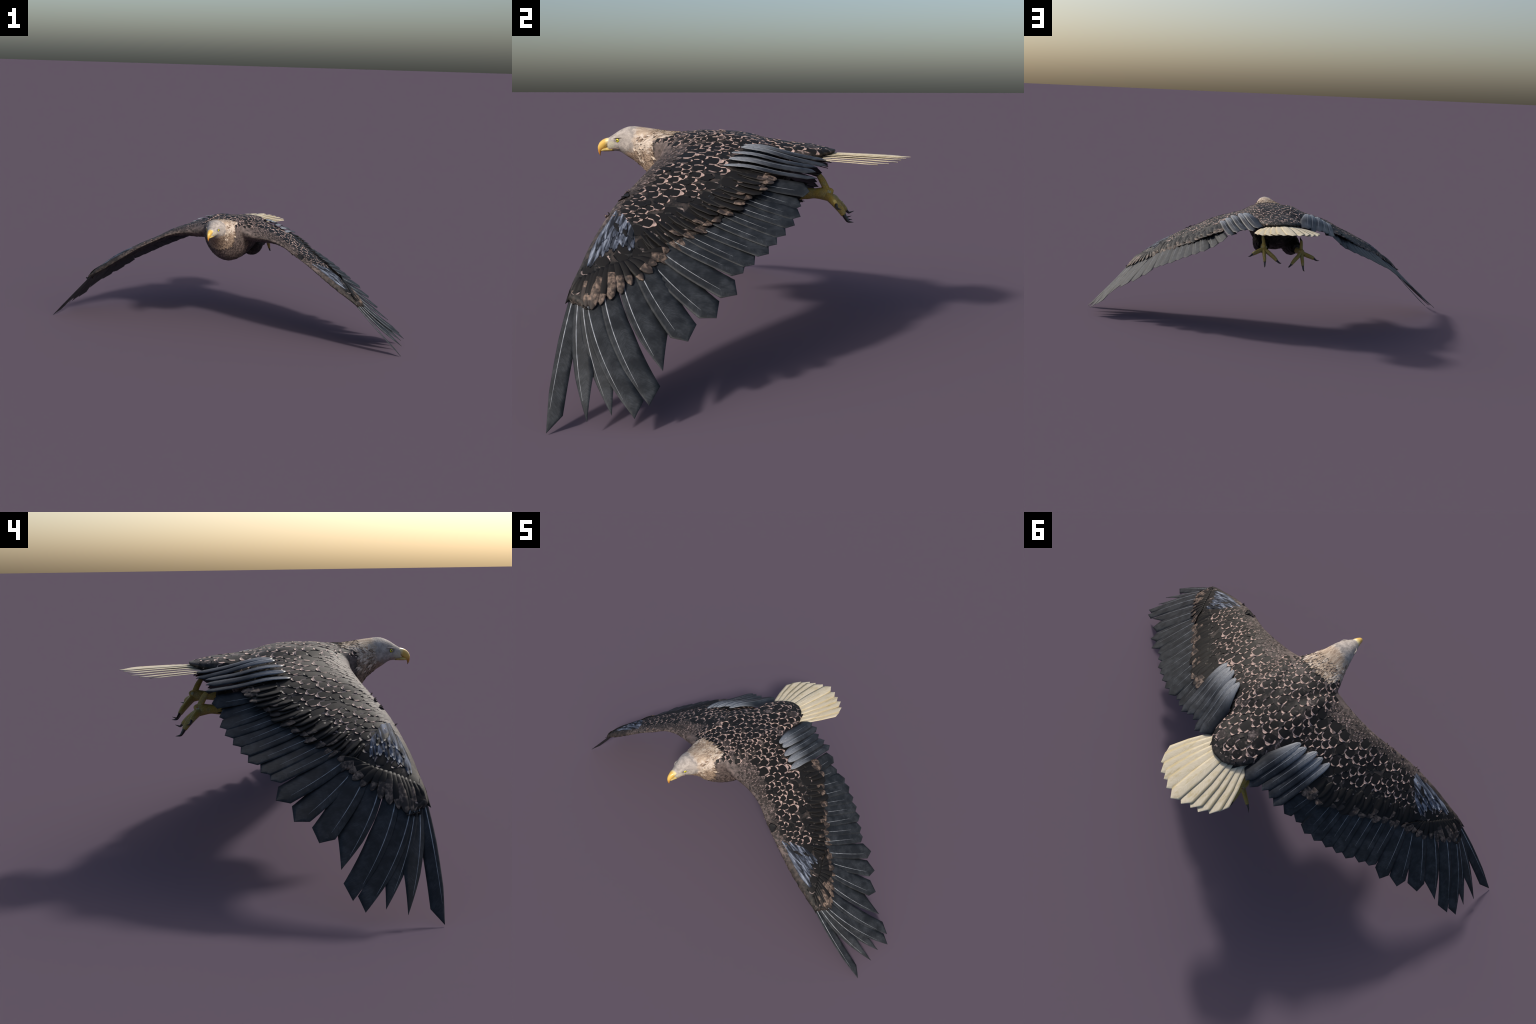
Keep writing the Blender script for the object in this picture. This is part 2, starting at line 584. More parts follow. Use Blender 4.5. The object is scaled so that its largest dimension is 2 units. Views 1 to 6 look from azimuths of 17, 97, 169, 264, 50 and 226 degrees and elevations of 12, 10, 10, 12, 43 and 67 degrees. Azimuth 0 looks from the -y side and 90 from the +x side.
# ------------------------------------------------------------ small body feathers
class Plumage:
    """body feathers laid on the skin: every one follows the skin and lifts at its tip"""
    ROWS = (0.0, 0.25, 0.50, 0.70, 0.81, 0.90, 1.0)
    COLS = (-1.0, -0.76, -0.42, 0.0, 0.42, 0.76, 1.0)

    def __init__(self, bvh):
        self.bvh = bvh

    def shape(self, root, normal, flow, L, W, lift, pointed=False, rim=True, thick_rim=False):
        t = (flow - normal * flow.dot(normal))
        if t.length < 1e-5:
            t = V((0, 1, 0))
        t.normalize()
        b = normal.cross(t)
        verts, faces, mats = [], [], []
        wid = (0.42, 0.82, 1.0, 1.0, 0.95, 0.84, 0.62) if not pointed else (0.35, 0.8, 1.0, 0.85, 0.6, 0.32, 0.05)
        nr, nc = len(self.ROWS), len(self.COLS)

        def step(p, n, d):
            """walk d along the skin; straight on where the skin turns away under the feather"""
            q = p + (d - n * d.dot(n))
            r, rn, _, dist = self.bvh.find_nearest(q)
            limit = -0.1 if n.y < -0.2 else 0.35
            if r is None or rn.dot(n) < limit or dist > 0.6 * d.length + 0.002:
                return q, n
            return r, rn
        # walk back from the given spot to the root, then lay the middle line, then go out to both sides
        start = (root, normal)
        for _ in range(3):
            back = step(start[0], start[1], t * (-0.1 * L))
            if (self.bvh.find_nearest(back[0])[3] or 0) > 0.0015:
                break                      # the skin turns away: root the feather here
            start = back
        mid = [start]
        for i in range(1, nr):
            p, n = mid[-1]
            mid.append(step(p, n, t * ((self.ROWS[i] - self.ROWS[i - 1]) * L)))
        for i, u in enumerate(self.ROWS):
            p, n = mid[i]
            bb = n.cross(t).normalized()
            half = wid[i] * W * 0.5
            row = {0.0: (p, n)}
            for sgn in (-1, 1):
                q, was = (p, n), 0.0
                for v in (0.42, 0.76, 1.0):
                    q = step(q[0], q[1], bb * (sgn * (v - was) * half))
                    row[sgn * v] = q
                    was = v
            for v in self.COLS:
                q, qn = row[v]
                back = L * u * (0.30 if u > 0.9 else 0.2 * u * u) * abs(v) ** 2.4
                h = -0.0005 + lift * (u ** 0.8) * (1 - 0.15 * v * v)
                verts.append(q - t * back + qn * h)
        for i in range(nr - 1):
            for j in range(nc - 1):
                faces.append((i * nc + j, i * nc + j + 1, (i + 1) * nc + j + 1, (i + 1) * nc + j))
                is_rim = rim and ((i >= nr - (3 if thick_rim else 2)) or (i >= 2 and j in (0, nc - 2)))
                mats.append(1 if is_rim else 0)
        # edge wall: gives the feather its own thickness
        border = [i * nc for i in range(nr)] + [(nr - 1) * nc + j for j in range(1, nc)] + [i * nc + nc - 1 for i in range(nr - 2, -1, -1)]
        base = len(verts)
        for k in border:
            verts.append(verts[k] - normal * min(0.0016, lift * 0.6 + 0.0004))
        for k in range(len(border) - 1):
            faces.append((border[k], base + k, base + k + 1, border[k + 1]))
            mats.append(1 if rim and k >= 2 else 0)
        return verts, faces, mats


class Bucket:
    def __init__(self):
        self.v, self.f, self.m = [], [], []

    def add(self, v, f, m, off=0):
        b = len(self.v)
        self.v += v
        self.f += [tuple(b + i for i in q) for q in f]
        self.m += [i + off for i in m]


FLOW = [(0.0, 0.0), (0.38, 0.02), (0.48, 0.20), (0.55, 0.28), (0.62, 0.42), (0.66, 0.66), (0.72, 1.25), (0.78, 1.7)]


def flow_at(p):
    ax = abs(p.x)
    sx = 1 if p.x >= 0 else -1
    if ax > 0.14:
        return V((sx * lerp_table(FLOW, ax)[0], 1, -0.2)).normalized()
    if p.z < 0.45 and p.y > 0.0:
        return V((0, 1, -0.15)).normalized()
    if p.y < -0.26:
        return V((sx * 0.1, 1, -0.35 if p.z < 0.59 else 0)).normalized()
    return V((sx * ax * 1.2, 1, 0)).normalized()


def chord_pos(p):
    """0 at the wing's front edge, 1 at its rear covert edge"""
    row = lerp_table(WING, abs(p.x))
    ly, lz, tx, ty = row[0], row[1], row[2], row[3]
    return (p.y - ly) / (ty - ly)


def plume_kind(p, n):
    """-> (kind, spacing, length, width, lift) for a place on the skin"""
    ax = abs(p.x)
    reg = region_of(p)
    if reg in ('head', 'neck'):
        return None
    if reg == 'thigh':
        return ('belly', 0.020, 0.040, 0.022, 0.0026)
    if n.y > 0.6:
        return None
    if reg == 'torso':
        if n.z > 0.25 and p.z > 0.53:
            s = 0.0205 + 0.0090 * smooth(-0.25, 0.1, p.y)
            if p.y > 0.205:
                return ('mid', 0.020, 0.030, 0.026, 0.0016) if p.y < 0.228 else None
            if noise.noise(p * 16.0 + V((3, 1, 0))) > 0.12 + 0.25 * smooth(0.06, 0.0, p.y):
                return ('rump', s, s * 1.75, s * 1.24, 0.0018)
            return ('back', s, s * 1.75, s * 1.24, 0.0018)
        if p.y < -0.17:
            return ('breast', 0.0135, 0.026, 0.015, 0.0022)
        if p.y < 0.0 and p.z > 0.47:
            return ('edge', 0.015, 0.030, 0.018, 0.002)
        return ('belly', 0.021, 0.042, 0.024, 0.0025) if p.y < 0.12 else None
    c = chord_pos(p)
    if n.y < -0.25 and c < 0.14 and ax < 0.57:
        return ('edge', 0.015, 0.030, 0.018, 0.002)
    if n.z < 0.0 and c > 0.04:
        if c > 0.74 or n.z > -0.2:
            return None
        return ('under', 0.030, 0.062, 0.036, 0.0022)
    if c > 0.84:
        return None
    if ax > 0.56:
        return ('mid', 0.026, 0.05, 0.03, 0.0018) if 0.14 < c < 0.8 and ax < 0.75 else None
    if c < max(0.11, 0.13 + 0.14 * smooth(0.36, 0.15, ax) + 0.10 * noise.noise(p * 14.0)):
        return ('edge', 0.015, 0.030, 0.018, 0.002)
    if n.y < -0.3:
        return None
    if c < 0.60:
        return ('scap', 0.0265, 0.046, 0.032, 0.0022)
    return ('mid', 0.030, 0.055, 0.038, 0.0020)


def lay_plumage(me, bvh, root):
    rng = random.Random(11)
    plume = Plumage(bvh)
    order = list(range(len(me.polygons)))
    rng.shuffle(order)
    cell = 0.046
    grid = {}
    spots = []
    for i in order:
        poly = me.polygons[i]
        p, n = poly.center, poly.normal
        k = plume_kind(p, n)
        if k is None:
            continue
        # patches of larger and smaller feathers
        size = 0.82 + 0.75 * max(0.0, noise.noise(p * 9.0) + 0.25) + 0.2 * rng.random()
        if k[0] in ('back', 'rump', 'scap', 'mid'):
            k = (k[0], k[1] * size, k[2] * size, k[3] * size, k[4])
        r = k[1]
        key = (int(p.x // cell), int(p.y // cell), int(p.z // cell))
        ok = True
        for dx in (-1, 0, 1):
            for dy in (-1, 0, 1):
                for dz in (-1, 0, 1):
                    for q, qn, qr in grid.get((key[0] + dx, key[1] + dy, key[2] + dz), ()):
                        if (q - p).length < min(r, qr) and qn.dot(n) > 0.2:
                            ok = False
                            break
                    if not ok:
                        break
                if not ok:
                    break
            if not ok:
                break
        if not ok:
            continue
        grid.setdefault(key, []).append((p.copy(), n.copy(), r))
        spots.append((p.copy(), n.copy(), k))
    named = {'back': ('back_feather', 300), 'scap': ('wing_scale_feather', 300)}
    count = {}
    buckets = {}
    single = []
    # the outermost feathers first, so that the named ones are the large ones in plain sight
    spots.sort(key=lambda s: -s[2][2])
    for p, n, (kind, r, L, W, lift) in spots:
        f = 0.85 + 0.35 * rng.random()
        t = flow_at(p)
        if n.y < -0.4:             # on the front edge: up and over, or down and under
            t = t + V((0, 0, (1.6 if n.z > -0.25 else -1.6) * (-n.y - 0.4)))
            if n.y < -0.45 and (kind in ('mid', 'under', 'scap') or abs(p.x) > 0.40 or abs(p.x) < 0.17 and p.z > 0.5):
                continue
            L, W, lift = L * 0.75, W * 0.85, lift * 0.8
        t = Matrix.Rotation(rng.gauss(0, 0.20), 3, n) @ t
        v, fc, m = plume.shape(p, n, t, L * f, W * (0.88 + 0.24 * rng.random()), lift * (0.75 + 0.5 * rng.random()), rim=kind == 'back' or rng.random() > 0.08, thick_rim=rng.random() < 0.5)
        reg = region_of(p)
        if reg in ('wing', 'thigh'):
            reg += '+' if p.x > 0 else '-'
        if kind in named and count.get(kind, 0) < named[kind][1] and n.z > 0.3:
            count[kind] = count.get(kind, 0) + 1
            single.append((named[kind][0], kind, reg, v, fc, m, p))
        else:
            buckets.setdefault((reg, kind), Bucket()).add(v, fc, m)
    for (reg, kind), b in buckets.items():
        a, c = kind, kind + '_rim'
        title = {'back': 'back_plumage', 'rump': 'pale_back_plumage', 'scap': 'wing_scale_plumage', 'mid': 'dark_covert_plumage', 'edge': 'front_edge_plumage',
                 'breast': 'breast_plumage', 'belly': 'belly_plumage', 'under': 'underwing_plumage'}[kind]
        ob = add_object(title, make_mesh(title, b.v, b.f, [M[a], M[c]], b.m), SKIN[reg])
        ob["kind"] = "stuff"
    for name, kind, reg, v, fc, m, p in single:
        me2 = make_mesh(name, [q - p for q in v], fc, [M[kind], M[kind + '_rim']], m)
        add_object(name, me2, SKIN[reg], Matrix.Translation(p))
    return plume


def lay_hackles(me, plume):
    """pointed neck feathers whose tips make the ragged border of the pale head"""
    rng = random.Random(5)
    order = list(range(len(me.polygons)))
    rng.shuffle(order)
    taken = []
    bucket = Bucket()
    singles = 0
    for i in order:
        poly = me.polygons[i]
        p, n = poly.center, poly.normal
        if abs(p.x) > 0.1 or p.y > -0.24:
            continue
        d = p.y - pale_border(p.x, p.z)
        if not (-0.075 < d < -0.006):
            continue
        if any((q - p).length < 0.0075 for q in taken):
            continue
        taken.append(p.copy())
        k = 0.55 + 0.45 * smooth(-0.075, -0.03, d)       # shorter towards the face
        L, W = (0.026 + 0.016 * rng.random()) * k, (0.0085 + 0.004 * rng.random()) * k ** 0.5
        t = Matrix.Rotation(rng.gauss(0, 0.18), 3, n) @ flow_at(p)
        v, f, m = plume.shape(p, n, t, L, W, 0.0018 + 0.0016 * rng.random(), True, rim=False)
        q = rng.random()
        dark = 1 if q < 0.13 else (2 if q < 0.30 and p.z > 0.53 else 0)
        m = [dark] * len(m)
        if singles < 300:
            singles += 1
            # object origin stays with the body so that the head colour runs through
            add_object("neck_hackle", make_mesh("neck_hackle", v, f, [M['hackle'], M['hackle_dark'], M['hackle_light']], m), SKIN['neck'])
        else:
            bucket.add(v, f, m)
    if bucket.v:
        ob = add_object("neck_plumage", make_mesh("neck_plumage", bucket.v, bucket.f, [M['hackle'], M['hackle_dark'], M['hackle_light']], bucket.m), SKIN['neck'])
        ob["kind"] = "stuff"


# ----------------------------------------------------------------- quill feathers
def quill_mesh(name, L, lead, trail, bow=0.0, arch=0.05, dip=0.0, lift=0.0, thick=0.0012, mats=None, shaft=(0.0, 0.9, 0.0016), tip_from=None, na=7, nl=26, wave=0.0):
    """a feather in its own frame: x along the shaft, y to the leading side, z up.
    lead / trail: rows (x along, y) for the two vane edges; both end at the same tip."""
    def edge(tab, x):
        return lerp_table(tab, x)[0]
    xs = []
    brk = sorted(set([r[0] for r in lead] + [r[0] for r in trail]))
    for a, b in zip(brk, brk[1:]):
        k = max(1, int(round((b - a) / L * nl)))
        xs += [a + (b - a) * i / k for i in range(k)]
    xs.append(brk[-1])
    x0, x1 = xs[0], xs[-1]

    def spine(x):
        u = (x - x0) / (x1 - x0)
        return bow * L * 4 * u * (1 - u) * (1 - 0.25 * u), dip * L * 4 * u * (1 - u) + lift * L * math.sin(u * 6.28) * (1 - u)
    tops, bots = [], []
    for x in xs:
        yl, yt = edge(lead, x), edge(trail, x)
        by, bz = spine(x)
        rt, rb = [], []
        for j in range(na):
            f = j / (na - 1)
            if f <= 0.5:
                y = yl * (1 - f * 2)
            else:
                y = yt * (f * 2 - 1)
            if yl * yt > 0:          # tip lies on one side of the shaft
                y = yl + (yt - yl) * f
            z = bz - arch * (y * y) / 0.03 + wave * math.sin(x * 260 + j * 1.3) * abs(y) * 0.4
            t = thick * (1 - 0.75 * abs(f * 2 - 1))
            rt.append(V((x, y + by, z + t)))
            rb.append(V((x, y + by, z - t)))
        tops.append(rt)
        bots.append(rb)
    verts, faces, fm = [], [], []
    n = len(xs)
    for r in tops:
        verts += r
    off = len(verts)
    for r in bots:
        verts += r
    for i in range(n - 1):
        mi = 0
        if tip_from is not None and xs[i] > tip_from:
            mi = 2
        for j in range(na - 1):
            a, b, c, d = i * na + j, i * na + j + 1, (i + 1) * na + j + 1, (i + 1) * na + j
            faces += [(a, d, c, b), (off + a, off + b, off + c, off + d)]
            fm += [mi, mi]
        for j in (0, na - 1):
            a, d = i * na + j, (i + 1) * na + j
            q = (a, off + a, off + d, d) if j == 0 else (a, d, off + d, off + a)
            faces.append(q)
            fm.append(mi)
    faces.append(tuple(list(range(na)) + [off + j for j in reversed(range(na))]))
    fm.append(0)
    # the shaft: a tapering raised rod along the middle
    s0, s1, rad = shaft
    if rad > 0:
        rings = []
        for i in range(19):
            u = s0 + (s1 - s0) * i / 18
            x = x0 + (x1 - x0) * u
            by, bz = spine(x)
            r = rad * (1 - 0.8 * i / 18)
            yl, yt = edge(lead, x), edge(trail, x)
            yc = by if yl * yt <= 0 else by + (yl + yt) / 2
            rings.append([V((x, yc + r * math.cos(k * 1.0472), bz + thick * 0.8 + 0.7 * r * math.sin(k * 1.0472))) for k in range(6)])
        v, f = rings_to_mesh(rings, True, len(verts))
        verts += v
        faces += f
        fm += [1] * len(f)
    return make_mesh(name, verts, faces, mats, fm)


def frame(origin, along, side, tilt=0.0):
    """matrix with x along the shaft, y towards the leading side, z up"""
    x = along.normalized()
    y = (side - x * side.dot(x)).normalized()
    z = x.cross(y)
    if z.z < 0:                # keep the feather's upper face up (a mirrored frame)
        z = -z
    if tilt:                   # leading side up
        y, z = y * math.cos(tilt) + z * math.sin(tilt), z * math.cos(tilt) - y * math.sin(tilt)
    m = Matrix((x, y, z)).transposed().to_4x4()
    m.translation = origin
    return m


# tip, where the shaft leaves the coverts, rear corner behind the tip, leading vane width,
# trailing vane width, start of the leading taper before the tip, bow
QUILLS = [
    # primaries, outermost first:  tip                 shaft start            cornerback  wl     wt    taper bow
    ((0.998, -0.324, 0.001), (0.764, -0.331, 0.240), 0.045, 0.011, 0.031, 0.10, 0.020),
    ((0.987, -0.234, 0.027), (0.772, -0.305, 0.240), 0.120, 0.012, 0.035, 0.12, 0.060),
    ((0.975, -0.181, 0.040), (0.776, -0.290, 0.241), 0.085, 0.012, 0.034, 0.12, 0.060),
    ((0.982, -0.128, 0.037), (0.777, -0.276, 0.241), 0.036, 0.013, 0.039, 0.12, 0.065),
    ((0.953, -0.102, 0.058), (0.759, -0.240, 0.252), 0.040, 0.014, 0.045, 0.11, 0.060),
    ((0.887, -0.085, 0.118), (0.722, -0.206, 0.277), 0.100, 0.015, 0.058, 0.10, 0.050),
    ((0.826, -0.048, 0.168), (0.687, -0.175, 0.301), 0.038, 0.019, 0.054, 0.028, 0.035),
    ((0.764, 0.010, 0.209), (0.652, -0.152, 0.320), 0.038, 0.020, 0.053, 0.026, 0.035),
    ((0.703, 0.052, 0.252), (0.621, -0.136, 0.345), 0.036, 0.021, 0.048, 0.024, 0.030),
    # secondaries
    ((0.640, 0.062, 0.297), (0.588, -0.113, 0.365), 0.014, 0.020, 0.039, 0.018, 0.010),
    ((0.608, 0.086, 0.313), (0.552, -0.098, 0.384), 0.017, 0.020, 0.038, 0.019, 0.010),
    ((0.566, 0.118, 0.334), (0.520, -0.070, 0.397), 0.017, 0.020, 0.038, 0.019, 0.010),
    ((0.530, 0.135, 0.353), (0.486, -0.040, 0.414), 0.017, 0.020, 0.038, 0.019, 0.008),
    ((0.490, 0.154, 0.371), (0.455, -0.007, 0.427), 0.017, 0.020, 0.038, 0.019, 0.008),
    ((0.445, 0.174, 0.391), (0.428, 0.020, 0.440), 0.018, 0.020, 0.038, 0.018, 0.006),
    ((0.404, 0.186, 0.409), (0.394, 0.046, 0.454), 0.018, 0.021, 0.038, 0.019, 0.006),
    ((0.354, 0.184, 0.431), (0.360, 0.066, 0.468), 0.018, 0.021, 0.038, 0.018, 0.0),
    ((0.309, 0.204, 0.466), (0.326, 0.085, 0.487), 0.018, 0.021, 0.038, 0.016, 0.0)]

# tertials: tip, rounded root end on top of the wing
TERTIALS = [
    ((0.262, 0.222, 0.499), (0.290, -0.041, 0.536)), ((0.232, 0.217, 0.515), (0.262, -0.030, 0.553)),
    ((0.194, 0.218, 0.525), (0.235, -0.026, 0.568)), ((0.154, 0.244, 0.527), (0.199, -0.004, 0.582)),
    ((0.128, 0.240, 0.541), (0.173, 0.000, 0.586))]


def build_quills():
    mats = [M['quill'], M['shaft']]
    n = len(QUILLS)
    for i, (tip, start, back, wl, wt, taper, bow) in enumerate(QUILLS):
        T, S = V(tip), V(start)
        d = (T - S).normalized()
        primary = i < 9
        ext = 0.075 if primary else 0.085
        R = S - d * ext
        L = (T - R).length
        nxt, prv = V(QUILLS[min(n - 1, i + 1)][1]), V(QUILLS[max(0, i - 1)][1])
        nt, pt = V(QUILLS[min(n - 1, i + 1)][0]), V(QUILLS[max(0, i - 1)][0])
        side = ((prv - nxt).normalized() + 0.8 * (pt - nt).normalized())
        if i == 0:
            side = V((0.05, -1, 0.12))
        lead = [(0.0, 0.006), (ext * 0.8, wl * 0.8), (ext + (L - ext) * 0.3, wl), (L - taper, wl * (0.8 if primary and i < 6 else 1)), (L, 0.0)]
        trail = [(0.0, -0.006), (ext * 0.8, -wt * 0.8), (ext + (L - ext) * 0.35, -wt), (L - back, -wt), (L, -0.0005)]
        if not primary:
            lead[-1] = (L, -0.004)
            trail[-1] = (L, -0.0045)
        elif i in (6, 7, 8):
            lead = lead[:-1] + [(L, -0.010)]
            trail = trail[:-1] + [(L, -0.0105)]
        name = "primary_feather" if primary else "secondary_feather"
        me = quill_mesh(name, L, lead, trail, bow, arch=0.030, dip=-0.009, mats=mats, shaft=(0.1, 0.86 if primary else 0.82, 0.0020 if primary else 0.0017), wave=0.02)
        Mx = frame(R, T - R, side, tilt=math.radians(0.5 if primary else 2.0))
        add_object(name, me, SKIN['wing+'], Mx)
        add_object(name, me, SKIN['wing-'], MIRROR @ Mx)
    mt = [M['tertial'], M['shaft']]
    for i, (tip, rootp) in enumerate(TERTIALS):
        T, R = V(tip), V(rootp)
        L = (T - R).length
        wl, wt = (0.021, 0.030) if i < 4 else (0.020, 0.040)
        lead = [(0.0, 0.004), (0.012, 0.011), (0.035, 0.016), (L * 0.5, wl), (L - 0.028, wl * 0.95), (L, 0.004)]
        trail = [(0.0, -0.004), (0.012, -0.012), (0.035, -0.018), (L * 0.5, -wt), (L - 0.022, -wt), (L, 0.0035)]
        me = quill_mesh("tertial_feather", L, lead, trail, 0.0, arch=0.22, dip=0.018, lift=0.028 - 0.004 * (i % 2), mats=mt, shaft=(0.02, 0.86, 0.0015), wave=0.05)
        Mx = frame(R + V((0, 0, 0.003)), T - R, V((1, 0, -0.25)), tilt=math.radians((5, -3, 6, 0, 5)[i]))
        add_object("tertial_feather", me, SKIN['wing+'], Mx)
        add_object("tertial_feather", me, SKIN['wing-'], MIRROR @ Mx)


def build_coverts(bvh):
    """two rows of brown-tipped coverts along the rear edge of the wing arm"""
    rng = random.Random(21)
    mats = [M['covert'], M['shaft'], M['covert_tip']]
    rear = catmull([(r[3], r[4], r[5]) for r in WING[3:]], 8)
    # walk along the rear edge at even steps
    pts = [V(p) for p in rear]
    acc = [0.0]
    for a, b in zip(pts, pts[1:]):
        acc.append(acc[-1] + (b - a).length)

    def at(s):
        for k in range(len(acc) - 1):
            if s <= acc[k + 1]:
                f = (s - acc[k]) / (acc[k + 1] - acc[k])
                return pts[k].lerp(pts[k + 1], f)
        return pts[-1]
    total = acc[-1]
    # the hand: a fan of brown streaked coverts over the roots of the primaries
    E0, E1 = V((0.722, -0.322, 0.288)), V((0.645, -0.195, 0.345))
    for k in range(15):
        u = k / 14
        i = u * 8
        a, b = V(QUILLS[int(i)][1]), V(QUILLS[min(8, int(i) + 1)][1])
        e = a.lerp(b, i - int(i))
        r = E0.lerp(E1, min(1.0, u * 1.02)) + V((0.004, 0.002, 0.02))
        hit, nrm, _, _ = bvh.ray_cast(V((r.x, r.y, r.z + 0.2)), V((0, 0, -1)))
        if hit is None:
            continue
        start = hit + nrm * 0.002
        d = (e - start).normalized()
        tipp = e + d * rng.uniform(0.004, 0.020) + V((0, 0, 0.004))
        length, w = (tipp - start).length, rng.uniform(0.020, 0.028)
        lead = [(0, 0.006), (length * 0.35, w * 0.5), (length * 0.75, w * 0.48), (length * 0.90, w * 0.36), (length * 0.97, w * 0.18), (length, 0.0015)]
        trail = [(x, -y) for x, y in lead]
        me = quill_mesh("covert_feather", length, lead, trail, 0.0, arch=0.2, dip=0.05, mats=mats, shaft=(0, 0.8, 0.0),
                        tip_from=length * rng.uniform(0.2, 0.7), na=5, nl=10, wave=0.04)
        Mx = frame(start, tipp - start, E0 - E1, tilt=math.radians(rng.uniform(0, 6)))
        add_object("covert_feather", me, SKIN['wing+'], Mx)
        add_object("covert_feather", me, SKIN['wing-'], MIRROR @ Mx)
    for row, (count, inset, L, W, out) in enumerate(((24, 0.075, 0.095, 0.040, 0.006), (17, 0.090, 0.070, 0.034, -0.002))):
        for k in range(count):
            s = total * (k + 0.5 + rng.uniform(-0.3, 0.3)) / count
            p = at(s)
            d = V((lerp_table(FLOW, p.x)[0], 1, 0)).normalized()
            hand = smooth(0.6, 0.72, p.x)
            if p.x > 0.64:
                continue
            ln = L * rng.uniform(0.85, 1.2) * (1 - 0.15 * hand)
            w = W * rng.uniform(0.85, 1.15) * (1 - 0.4 * hand)
            tipp = p + d * (0.012 * (1 - row) - 0.020 * row + rng.uniform(-0.009, 0.010))
            q = p - d * inset * (1 - 0.45 * hand)
            hit, nrm, _, _ = bvh.ray_cast(V((q.x, q.y, q.z + 0.2)), V((0, 0, -1)))
            if hit is None:
                hit, nrm = q, V((0, 0, 1))
            hit2, nrm2, _, _ = bvh.ray_cast(V((p.x, p.y, p.z + 0.2)) - d * 0.006, V((0, 0, -1)))
            edge_pt = hit2 if hit2 is not None else p
            start = hit + nrm * (0.0005 + 0.001 * row)
            end_dir = (edge_pt + V((0, 0, 0.0015 + 0.003 * row)) - start).normalized()
            length = (tipp - hit).length
            lead = [(0, 0.005), (length * 0.35, w * 0.45), (length * 0.78, w * 0.5), (length * 0.93, w * 0.33), (length, 0.004)]
            trail = [(0, -0.005), (length * 0.35, -w * 0.45), (length * 0.78, -w * 0.5), (length * 0.93, -w * 0.33), (length, -0.004)]
            me = quill_mesh("covert_feather", length, lead, trail, 0.0, arch=0.08, dip=0.015, mats=mats, shaft=(0, 0.8, 0.0),
                            tip_from=length * (rng.uniform(0.50, 0.78) if rng.random() < 0.72 else 2), na=5, nl=10, wave=0.04)
            side = V((1, -0.4 * hand, -0.35))
            Mx = frame(start, end_dir, side, tilt=math.radians(rng.uniform(-1, 5)))
            add_object("covert_feather", me, SKIN['wing+'], Mx)
            add_object("covert_feather", me, SKIN['wing-'], MIRROR @ Mx)


def build_wrist(plume, bvh):
    """long blue-grey coverts fanning over the wrist"""
    rng = random.Random(3)
    A = V((0.535, -0.285, 0.41))
    E0, E1 = V((0.728, -0.322, 0.29)), V((0.652, -0.190, 0.345))
    n = 26
    for k in range(n):
        u = ((k * 7) % n + 0.5) / n                      # spread over the fan, not in rows
        near = 1 - k / (n - 1)                           # the first ones lie lowest, furthest out
        e = A.lerp(E0.lerp(E1, u), 1.0)
        f0 = 0.42 * near + rng.uniform(-0.06, 0.10)
        f1 = min(1.02, f0 + rng.uniform(0.42, 0.62))
        p0, p1 = A.lerp(e, f0) + V((0, (u - 0.5) * 0.02, 0)), A.lerp(e, f1)
        hit, nrm, _, _ = bvh.ray_cast(V((p0.x, p0.y, p0.z + 0.2)), V((0, 0, -1)))
        if hit is None:
            continue
        L = (p1 - p0).length
        v, f, m = plume.shape(hit, nrm, p1 - p0, L * 1.25, rng.uniform(0.019, 0.027), 0.0022 + 0.0022 * k / n, rim=False)
        m = [1 if rng.random() < 0.12 else 0] * len(m)
        me = make_mesh("wrist_feather", v, f, [M['blue'], M['covert']], m)
        add_object("wrist_feather", me, SKIN['wing+'])
        add_object("wrist_feather", me, SKIN['wing-'], MIRROR)
    # alula: the small dark quills on the front edge
    for k in range(3):
        T = V((0.770 - 0.025 * k, -0.349 + 0.004 * k, 0.240 + 0.022 * k))
        R = V((0.600, -0.310 + 0.006 * k, 0.350 + 0.004 * k))
        L = (T - R).length
        lead = [(0, 0.005), (L * 0.3, 0.009), (L * 0.8, 0.009), (L, 0.001)]
        trail = [(0, -0.005), (L * 0.3, -0.014), (L * 0.85, -0.014), (L, 0.0)]
        me = quill_mesh("alula_feather", L, lead, trail, 0.0, arch=0.4, dip=0.03, mats=[M['covert'], M['shaft']], shaft=(0, 0.8, 0.0), na=5, nl=12)
        Mx = frame(R, T - R, V((0.1, -1, 0.1)), tilt=math.radians(12))
        add_object("alula_feather", me, SKIN['wing+'], Mx)
        add_object("alula_feather", me, SKIN['wing-'], MIRROR @ Mx)


# --------------------------------------------------------------------------- tail
TAIL = [(0.0, 0.492, 0.546), (0.042, 0.477, 0.544), (0.077, 0.461, 0.542), (0.107, 0.451, 0.538), (0.139, 0.424, 0.535), (0.156, 0.392, 0.533)]


